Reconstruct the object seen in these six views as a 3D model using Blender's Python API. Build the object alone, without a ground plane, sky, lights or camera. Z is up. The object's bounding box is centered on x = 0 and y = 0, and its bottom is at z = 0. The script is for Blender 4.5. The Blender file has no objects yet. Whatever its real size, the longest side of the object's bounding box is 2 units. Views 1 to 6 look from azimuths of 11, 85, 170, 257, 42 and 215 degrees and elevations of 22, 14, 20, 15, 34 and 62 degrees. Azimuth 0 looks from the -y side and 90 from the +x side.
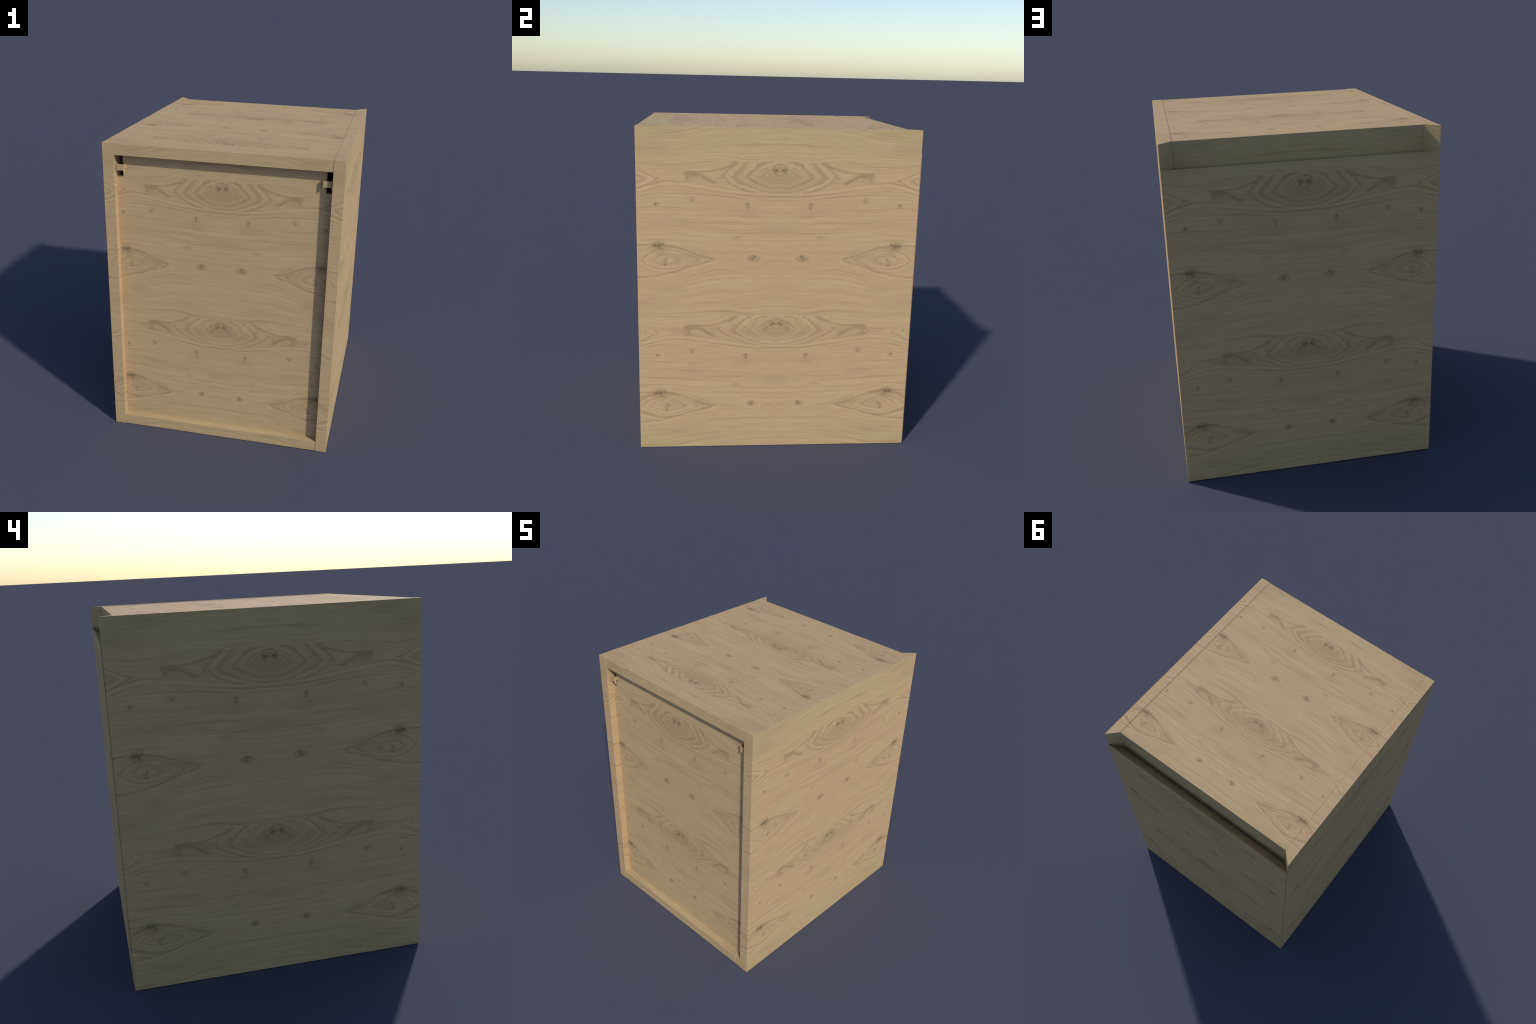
"""Wall cabinet carcase in knotty oak veneer: two mitred side panels, top, bottom,
notched back panel with two bent hanging brackets, grip rail and mitred door."""
import bpy, bmesh, math

# ------------------------------------------------------------------ dimensions
W, D, H = 0.7411, 0.8361, 2.0        # half width, half depth, height
INNER = 0.6696                       # inner face of the side panels
PANEL = 0.6688                       # half width of the parts between the sides
REVEAL = 0.0018                      # top / bottom sit this far inside the sides
THICK = 0.071
FRONT = 0.7631                       # front plane of the carcase behind the door
SIDE_TIP = 0.8327                    # side panels stop just short of the door face
BACK = -0.7854                       # face of the recessed back panel
DOOR_TOP = 1.868

# ------------------------------------------------------------------ node helper
class Field:
    """A float socket with arithmetic; every operation adds a Math node."""
    nt = None
    def __init__(self, s): self.s = s
    @staticmethod
    def op(kind, *args, clamp=False):
        n = Field.nt.nodes.new('ShaderNodeMath'); n.operation = kind; n.use_clamp = clamp
        for i, a in enumerate(args):
            if isinstance(a, Field): Field.nt.links.new(a.s, n.inputs[i])
            else: n.inputs[i].default_value = float(a)
        return Field(n.outputs[0])
    def __add__(s, o): return Field.op('ADD', s, o)
    __radd__ = __add__
    def __sub__(s, o): return Field.op('SUBTRACT', s, o)
    def __rsub__(s, o): return Field.op('SUBTRACT', o, s)
    def __mul__(s, o): return Field.op('MULTIPLY', s, o)
    __rmul__ = __mul__
    def __truediv__(s, o): return Field.op('DIVIDE', s, o)
    def __pow__(s, o): return Field.op('POWER', s, o)
    def __neg__(s): return Field.op('MULTIPLY', s, -1)

op = Field.op
def fabs(x): return op('ABSOLUTE', x)
def fmin(a, b): return op('MINIMUM', a, b)
def fmax(a, b): return op('MAXIMUM', a, b)
def gauss(r2): return op('POWER', 2.71828, -r2)
def smooth(x, lo, hi):
    n = Field.nt.nodes.new('ShaderNodeMapRange'); n.interpolation_type = 'SMOOTHSTEP'
    Field.nt.links.new(x.s, n.inputs[0]); n.inputs[1].default_value = lo; n.inputs[2].default_value = hi
    return Field(n.outputs[0])
def vec(x, y, z=0.0):
    n = Field.nt.nodes.new('ShaderNodeCombineXYZ')
    for i, a in enumerate((x, y, z)):
        if isinstance(a, Field): Field.nt.links.new(a.s, n.inputs[i])
        else: n.inputs[i].default_value = a
    return n.outputs[0]
def noise(v, scale=1.0, detail=2.0, rough=0.5):
    """fractal noise, centred on 0, about -0.5 .. 0.5"""
    n = Field.nt.nodes.new('ShaderNodeTexNoise'); n.noise_dimensions = '3D'
    Field.nt.links.new(v, n.inputs['Vector'])
    n.inputs['Scale'].default_value = scale
    n.inputs['Detail'].default_value = detail
    n.inputs['Roughness'].default_value = rough
    return Field(n.outputs['Fac']) - 0.5
def mix(fac, c0, c1):
    n = Field.nt.nodes.new('ShaderNodeMix'); n.data_type = 'RGBA'; n.clamp_factor = True
    Field.nt.links.new(fac.s, n.inputs[0])
    for i, c in ((6, c0), (7, c1)):
        if isinstance(c, tuple): n.inputs[i].default_value = (*c, 1)
        else: Field.nt.links.new(c, n.inputs[i])
    return n.outputs[2]

PERIOD, SEAM = 0.9385, 1.806         # veneer leaf height and upper seam of the first leaf

# growth-ring eyes: centre a, centre b, half length towards the middle, half length
# towards the edge, height above, height below, roundness (1 = ellipse), ring strength
EYES = [
    (0.000, 0.092, 0.355, 0.355, 0.185, 0.115, 0.58, 0.130), # cathedral round the big knot
    (0.460, 0.098, 0.115, 0.105, 0.030, 0.030, 0.50, 0.020), # dark swirl beside it
    (0.880, 0.108, 0.170, 0.20, 0.056, 0.062, 0.40, 0.060),  # half cathedral on the edge
    (0.672, 0.588, 0.285, 0.230, 0.085, 0.078, 0.55, 0.140), # long eye low on the edge
    (0.147, 0.577, 0.068, 0.062, 0.034, 0.034, 0.80, 0.040), # pin knot pair
    (0.000, 0.587, 0.030, 0.030, 0.012, 0.012, 0.40, 0.016), # small diamond on the middle line
    (0.187, 0.268, 0.022, 0.022, 0.020, 0.020, 1.00, 0.010),
    (0.513, 0.226, 0.026, 0.026, 0.014, 0.014, 0.60, 0.010),
    (0.712, 0.504, 0.042, 0.034, 0.022, 0.022, 1.00, 0.015),
]
# single strong rings: eye index, relative radius, width, strength (negative = pale)
RIMS = [(0, 0.97, .035, .70), (0, 0.88, .045, -.6), (0, 0.78, .03, .55), (0, 0.70, .03, .35), (0, 0.63, .04, -.5), (0, 0.54, .05, .60),
        (0, 0.42, .035, -.9), (0, 0.32, .06, .55), (0, 0.20, .06, .35),
        (2, 0.98, .07, .95), (2, 0.82, .06, -.6), (2, 0.55, .12, .6),
        (3, 1.02, .05, .50), (3, 0.91, .05, .50), (3, 0.80, .035, -.5), (3, 0.68, .06, .65), (3, 0.55, .035, -.8),
        (3, 0.46, .05, .55), (3, 0.36, .03, -.4), (3, 0.28, .04, .45),
        (4, 0.9, .12, .20), (4, 0.5, .12, .30), (5, 0.8, .3, .7)]
# dark pin holes and bark specks: a, b, radius along the grain, radius across, darkness
SPECKS = [
    (0.020, 0.051, .0080, .0080, 1.00), (0.037, 0.048, .0060, .0130, .62), (0.034, 0.030, .0070, .0070, .55),
    (0.017, 0.019, .0110, .0045, .45), (0.005, 0.016, .0050, .0045, .55), (0.031, 0.064, .0080, .0060, .62),
    (0.008, 0.083, .0070, .0060, .55), (0.020, 0.077, .0080, .0040, .42), (0.014, 0.105, .0055, .0045, .42),
    (0.026, 0.092, .0045, .0050, .40), (0.003, 0.055, .0040, .0120, .25), (0.022, 0.062, .0090, .0040, .35),
    (0.513, 0.234, .0060, .0060, .55), (0.508, 0.218, .0040, .0100, .45), (0.532, 0.212, .0130, .0035, .40),
    (0.724, 0.254, .0075, .0075, .90), (0.707, 0.253, .0045, .0045, .40),
    (0.186, 0.250, .0080, .0050, .85), (0.197, 0.252, .0040, .0040, .60), (0.184, 0.272, .0060, .0070, .85),
    (0.187, 0.298, .0035, .0050, .35),
    (0.728, 0.503, .0200, .0130, .70), (0.705, 0.503, .0110, .0120, .85), (0.684, 0.494, .0090, .0090, .80),
    (0.698, 0.520, .0130, .0080, .50), (0.708, 0.486, .0040, .0050, .60),
    (0.667, 0.586, .0055, .0065, .75), (0.677, 0.602, .0060, .0050, .60), (0.672, 0.619, .0060, .0055, .75),
    (0.660, 0.578, .0040, .0080, .30),
    (0.141, 0.569, .0075, .0065, .90), (0.153, 0.583, .0110, .0070, .65),
    (0.392, 0.052, .0035, .0035, .45),
]
# broad soft stains: a, b, radius a, radius b, strength
STAINS = [
    (0.060, 0.100, .270, .080, .52), (0.000, 0.055, .050, .050, .45), (0.130, 0.080, .070, .050, .35),
    (0.538, 0.096, .014, .028, .85), (0.470, 0.100, .100, .034, .36),
    (0.010, 0.408, .120, .035, .42), (0.246, 0.449, .030, .014, .50), (0.532, 0.366, .110, .030, .32),
    (0.700, 0.522, .060, .028, .75), (0.735, 0.500, .030, .018, .60), (0.560, 0.572, .130, .045, .38),
    (0.470, 0.570, .070, .030, .45), (0.640, 0.770, .090, .024, .42), (0.190, 0.300, .060, .030, .32),
    (0.760, 0.860, .110, .050, .30), (0.149, 0.580, .026, .018, .55),
]

# brown halos that blend the knots into the grain: a, b, radius, strength
HALOS = [(0.020, 0.050, .040, .55), (0.714, 0.503, .040, .75), (0.671, 0.603, .026, .50), (0.147, 0.577, .022, .65),
         (0.187, 0.260, .018, .50), (0.721, 0.254, .016, .50), (0.514, 0.226, .018, .50)]

def oak_material():
    m = bpy.data.materials.new('knotty_oak_veneer'); m.use_nodes = True
    nt = m.node_tree; nt.nodes.clear(); Field.nt = nt
    tc = nt.nodes.new('ShaderNodeTexCoord')
    geo = nt.nodes.new('ShaderNodeNewGeometry')
    def split(sock):
        n = nt.nodes.new('ShaderNodeSeparateXYZ'); nt.links.new(sock, n.inputs[0])
        return [Field(o) for o in n.outputs]
    x, y, z = split(tc.outputs['Object'])
    nx, ny, nz = [fabs(c) for c in split(geo.outputs['True Normal'])]
    is_top = op('GREATER_THAN', nz, fmax(nx, ny))
    is_side = op('GREATER_THAN', nx, fmax(ny * 1.02, nz))
    # veneer layout: every face carries the same book-matched leaf, stretched to its width
    ux = fabs(x) * (0.8347 / 0.7407); uy = fabs(y)
    a0 = ux + (uy - ux) * is_side
    V = z + (1.0084 - 1.181 * y - z) * is_top
    t = (SEAM - V) / PERIOD
    leaf = op('FLOOR', t)
    b0 = (t - leaf) * PERIOD
    bc = SEAM - V                                     # runs on across the leaves
    # hand-made wobble of the grain
    wv = vec(a0 * 3.0, bc * 7.0, 3.7)
    wob = noise(wv, 1.0, 2.0) * 0.034 + noise(vec(a0 * 12.0, bc * 26.0, 1.3), 1.0, 2.0) * 0.009
    a = a0 + noise(vec(a0 * 14.0, bc * 14.0, 9.1), 1.0, 1.0) * 0.02
    edge_fade = smooth(b0, 0.0, 0.05) * smooth(b0, PERIOD, PERIOD - 0.05)
    b = b0 + wob * edge_fade * 0.6
    hgt = b + leaf * PERIOD + wob * (1 - edge_fade * 0.6)
    upper = op('GREATER_THAN', b0, 0.55)
    bend = smooth(a, 0.05, 0.86) * smooth(b, 0.60, 0.76) * smooth(b, PERIOD + 0.01, 0.84)
    hgt = hgt - bend * 0.085
    inside = rims = None
    rim_noise = noise(vec(a0 * 22.0, bc * 30.0, 4.4), 1.0, 1.0) * 0.20
    # long strokes of late wood that run past the big knot
    f1 = 0.207 - 0.055 * smooth(a, 0.10, 0.62) + 0.040 * smooth(a, 0.66, 0.86)
    f2 = 0.004 + 0.060 * smooth(a, 0.17, 0.45)
    f4 = 0.500 + 0.085 * smooth(a, 0.68, 0.36)
    f5 = 0.598 + 0.092 * smooth(a, 0.37, 0.78)
    def stroke(f, wd, sft=0.0):
        d = (b - f + sft) / wd
        return gauss(d * d)
    strokes = (stroke(f1, .0055) * 0.75 - stroke(f1, .006, .014) * 0.8 + stroke(f1, .005, .027) * 0.4
               + stroke(f2, .0055) * smooth(a, .17, .27) * smooth(a, .58, .50) * 0.8
               + (stroke(f4, .006) * 0.8 - stroke(f4, .006, .013) * 0.5 + stroke(f5, .006) * 0.7
                  - stroke(f5, .007, -.014) * 0.6) * smooth(a, .34, .45)
               + stroke(f1, .004, -.022) * 0.35 - stroke(f1, .005, -.012) * 0.4)
    for i, (ca, cb, la, lb, hu, hl, c, k) in enumerate(EYES):
        da = a - ca
        ra = fmax(da / lb, -da / la)
        db = b - cb
        if cb < 0.2: db = db - upper * PERIOD         # this eye also bends the leaf above
        rb = fmax(db / hl, -db / hu)
        # round above and below, pointed where the eye runs out along the grain
        r = (ra * ra + rb * rb * (c * c)) ** 0.5 + rb * (1.0 - c)
        g = fmin(fmax(r, 0.01) ** -3.2, 1.0)
        ring = fmin(r - 1.0, 0.0) * k
        if i == 0:
            g = g * (1 - upper * (1 - smooth(a, 0.18, 0.5)))
            ring = ring * (1 - upper)
        hgt = hgt - db * g + ring
        for idx, rr, wd, st in RIMS:
            if idx == i:
                d = (r - rr + rim_noise) / wd
                q = gauss(d * d) * st
                if i == 0: q = q * (1 - upper)
                rims = q if rims is None else rims + q
        if i < 5:
            e = smooth(r, 1.3, 0.85) if i else smooth(r, 1.3, 0.85) * (1 - upper)
            inside = e if inside is None else fmax(inside, e)
    # bands of early and late wood follow the height field
    n1 = noise(vec(hgt * 26.0, a * 0.8, 0.4), 1.0, 1.0)
    n2 = noise(vec(hgt * 62.0, a * 1.2, 5.2), 1.0, 1.0)
    n3 = noise(vec(hgt * 165.0, a * 2.2, 8.8), 1.0, 2.5)
    fibre = noise(vec((b0 * 0.4 + hgt * 0.6) * 230.0, a0 * 9.0, leaf * 3.1), 1.0, 2.0)
    patch = noise(vec(a0 * 3.2, bc * 7.5, 12.4), 1.0, 2.0)
    strong = 0.50 + 0.04 * inside
    line = (n2 + n1 * 0.35) * strong + n3 * (0.62 + 0.05 * inside) + rims * 0.175 + strokes * 0.24
    late = smooth(line, 0.02, 0.21)                   # narrow darker lines
    pale = smooth(line, -0.02, -0.21)                 # narrow pale lines
    # stains and specks in the leaf's own coordinates
    stain = None
    for ca, cb, ra, rb, s in STAINS:
        da = (a - ca) / ra; db = (b - cb) / rb
        q = gauss(da * da + db * db) * s
        stain = q if stain is None else fmax(stain, q)
    # the hooked dark swirl at the tip of the cathedral
    f3 = 0.126 - 0.052 * smooth(a, 0.36, 0.50)
    hook = (stroke(f3 + n1 * 0.02, .0150) * smooth(a, .345, .40) * smooth(a, .575, .545)
            + stroke(0.062 + 0 * a, .004) * smooth(a, .40, .46) * smooth(a, .575, .545) * 0.5
            + stroke(0.121 + 0 * a, .008) * smooth(a, .49, .52) * smooth(a, .59, .55) * 0.7)
    stain = fmax(stain, fmin(hook, 1.0) * 0.95)
    stain = stain * op('ADD', 0.85, n1 * 1.0 + n3 * 0.8)
    jit_a = a0 + noise(vec(a0 * 95.0, bc * 95.0, 2.0), 1.0, 2.0) * 0.018
    jit_b = b0 + noise(vec(a0 * 95.0, bc * 95.0, 7.0), 1.0, 2.0) * 0.018
    speck = None
    for ca, cb, ra, rb, s in SPECKS:
        da = (jit_a - ca) / (ra * .82); db = (jit_b - cb) / (rb * .82)
        q = gauss(da * da + db * db) * s
        speck = q if speck is None else fmax(speck, q)
    halo = None
    for ca, cb, r0, s0 in HALOS:
        da = (a - ca) / r0; db = (b - cb) / (r0 * 0.7)
        q = gauss(da * da + db * db) * s0
        halo = q if halo is None else fmax(halo, q)
    stain = fmax(stain, halo)
    # colours
    warm, olive = BASE_WARM, BASE_OLIVE
    ends = fmax(smooth(V, 1.74, 1.93), smooth(V, 0.30, 0.06))
    tint = op('ADD', 0.30, patch * 1.3, clamp=False) + ends * 0.65 + stain * 0.3 + n1 * 0.45
    col = mix(op('MAXIMUM', tint, 0.0, clamp=True), warm, olive)
    col = mix(late * 0.70, col, DARK_LINE)
    col = mix(pale * 0.60, col, PALE_LINE)
    col = mix(fmin(stain, 1.0) * 0.85, col, STAIN)
    tone = 0.97 + n3 * 0.20 + fibre * 0.36 + n1 * 0.16 + patch * 0.16
    hsv = nt.nodes.new('ShaderNodeHueSaturation')
    nt.links.new(col, hsv.inputs['Color']); nt.links.new(tone.s, hsv.inputs['Value'])
    col = mix(speck * 0.86, hsv.outputs[0], KNOT)
    bsdf = nt.nodes.new('ShaderNodeBsdfPrincipled'); out = nt.nodes.new('ShaderNodeOutputMaterial')
    nt.links.new(col, bsdf.inputs['Base Color'])
    bsdf.inputs['Roughness'].default_value = 0.7
    bsdf.inputs['Specular IOR Level'].default_value = 0.1
    bump = nt.nodes.new('ShaderNodeBump')
    bump.inputs['Strength'].default_value = 0.08; bump.inputs['Distance'].default_value = 0.002
    nt.links.new((fibre + n3 * 0.5 - speck).s, bump.inputs['Height'])
    nt.links.new(bump.outputs[0], bsdf.inputs['Normal'])
    nt.links.new(bsdf.outputs[0], out.inputs[0])
    return m

BASE_WARM = (0.545, 0.364, 0.206)
BASE_OLIVE = (0.492, 0.361, 0.196)
DARK_LINE = (0.350, 0.235, 0.130)
PALE_LINE = (0.590, 0.420, 0.240)
STAIN = (0.335, 0.230, 0.125)
KNOT = (0.098, 0.062, 0.036)
OAK = oak_material()

# ------------------------------------------------------------------ mesh helpers
root = bpy.data.objects.new('wall_cabinet', None)
root['label'] = 'hanging cabinet of pale knotty oak veneer with mitred door'
root['category'] = 'cabinet'
root.empty_display_size = 0.2
bpy.context.scene.collection.objects.link(root)

def add(name, bm, chamfer=0.0007):
    bmesh.ops.remove_doubles(bm, verts=bm.verts, dist=1e-6)
    bmesh.ops.recalc_face_normals(bm, faces=bm.faces)
    if chamfer:
        sharp = [e for e in bm.edges if len(e.link_faces) == 2 and e.calc_face_angle(0) > 0.5]
        bmesh.ops.bevel(bm, geom=sharp, offset=chamfer, segments=1, affect='EDGES', clamp_overlap=True)
    me = bpy.data.meshes.new(name); bm.to_mesh(me); bm.free()
    me.materials.append(OAK)
    ob = bpy.data.objects.new(name, me); ob.parent = root
    bpy.context.scene.collection.objects.link(ob)
    return ob

def prism(outline, lo, hi, place):
    """Extrude a 2D outline between lo and hi; place(u, v, w) gives the 3D point."""
    bm = bmesh.new()
    ring = [[bm.verts.new(place(u, v, w)) for u, v in outline] for w in (lo, hi)]
    bm.faces.new(ring[0]); bm.faces.new(list(reversed(ring[1])))
    n = len(outline)
    for i in range(n):
        j = (i + 1) % n
        bm.faces.new((ring[0][i], ring[1][i], ring[1][j], ring[0][j]))
    return bm

def box(x0, x1, y0, y1, z0, z1):
    return prism([(x0, y0), (x1, y0), (x1, y1), (x0, y1)], z0, z1, lambda u, v, w: (u, v, w))

# ------------------------------------------------------------------ panels
# side panels: plan outline with the front edge cut to a mitre
for s in (1, -1):
    plan = [(INNER, -D), (W, -D), (W, SIDE_TIP), (W - 0.0022, SIDE_TIP), (INNER, FRONT)]
    add('side_panel', prism([(s * u, v) for u, v in plan], 0, H, lambda u, v, w: (u, v, w)))
add('top_panel', box(-PANEL, PANEL, -D + REVEAL, FRONT, H - REVEAL - THICK, H - REVEAL))
add('bottom_panel', box(-PANEL, PANEL, -D + REVEAL, FRONT, REVEAL, REVEAL + THICK))
# grip rail behind the top of the door, flush with the front edge of the top panel
add('grip_rail', box(-PANEL, PANEL, FRONT - THICK, FRONT, 1.72, H - REVEAL - THICK), 0)
# back panel with its two upper corners notched out for the brackets
zt, zb, zn, xn, xe = H - REVEAL - THICK - .0004, REVEAL + THICK + .0004, 1.782, 0.6306, INNER - .0005
add('back_panel', prism([(-xe, zb), (xe, zb), (xe, zn), (xn, zn), (xn, zt), (-xn, zt), (-xn, zn), (-xe, zn)],
                        BACK, BACK + 0.03, lambda u, v, w: (u, w, v)), 0.0005)

# door: mitred left and right edges, top edge bevelled 45 degrees as a finger grip
DI, DO, DW = FRONT + 0.0030, D, W - 0.0016
run = DO - DI
bm = bmesh.new()
f = [bm.verts.new(p) for p in ((-DW, DO, .004), (DW, DO, .004), (DW, DO, DOOR_TOP), (-DW, DO, DOOR_TOP))]
i = [bm.verts.new(p) for p in ((-DW + run, DI, .004), (DW - run, DI, .004),
                               (DW - run, DI, DOOR_TOP - run), (-DW + run, DI, DOOR_TOP - run))]
bm.faces.new(f); bm.faces.new(i[::-1])
for k in range(4):
    j = (k + 1) % 4
    bm.faces.new((f[k], i[k], i[j], f[j]))
add('door', bm)

# ------------------------------------------------------------------ hanging brackets
def bracket(side):
    """Sheet bent to a U in plan: a back plate and two flanges that end in hook legs."""
    x0, x1, yf, yr, rad, th = 0.608, 0.668, -0.8135, -0.745, 0.007, 0.0042
    ztop, z_plate, z_leg, z_flange = 1.866, 1.8275, 1.8165, 1.8425
    y_leg = -0.8045
    st = [((x0, yr), (1, 0)), ((x0, y_leg), (1, 0)), ((x0, yf + rad), (1, 0))]
    for k in range(1, 6):
        t = k / 6 * math.pi / 2
        st.append(((x0 + rad - rad * math.cos(t), yf + rad - rad * math.sin(t)), (math.cos(t), math.sin(t))))
    st.append(((x0 + rad, yf), (0, 1)))
    half = len(st)
    mid = (x0 + x1) / 2
    st += [((2 * mid - p[0], p[1]), (-n[0], n[1])) for p, n in reversed(st)]
    def bottom(seg):
        seg = min(seg, len(st) - 2 - seg)
        return z_flange if seg == 0 else z_plate if seg == half - 1 else z_leg
    bm = bmesh.new()
    def pt(i, inner, z):
        (px, py), (nx_, ny_) = st[i]
        o = th if inner else 0.0
        return bm.verts.new((side * (px + nx_ * o), py + ny_ * o, z))
    prev = None
    for s in range(len(st) - 1):
        zb_ = bottom(s)
        quad = lambda *v: bm.faces.new(v)
        for inner in (0, 1):
            quad(pt(s, inner, zb_), pt(s + 1, inner, zb_), pt(s + 1, inner, ztop), pt(s, inner, ztop))
        for z in (zb_, ztop):
            quad(pt(s, 0, z), pt(s + 1, 0, z), pt(s + 1, 1, z), pt(s, 1, z))
        if prev is None: quad(pt(s, 0, zb_), pt(s, 1, zb_), pt(s, 1, ztop), pt(s, 0, ztop))
        elif abs(prev - zb_) > 1e-6: quad(pt(s, 0, prev), pt(s, 1, prev), pt(s, 1, zb_), pt(s, 0, zb_))
        prev = zb_
    e = len(st) - 1
    bm.faces.new((pt(e, 0, prev), pt(e, 1, prev), pt(e, 1, ztop), pt(e, 0, ztop)))
    ob = add('hanging_bracket', bm, 0)
    for poly in ob.data.polygons:
        poly.use_smooth = abs(poly.normal.z) < 0.5
    ob.data.set_sharp_from_angle(angle=0.6)
bracket(1); bracket(-1)
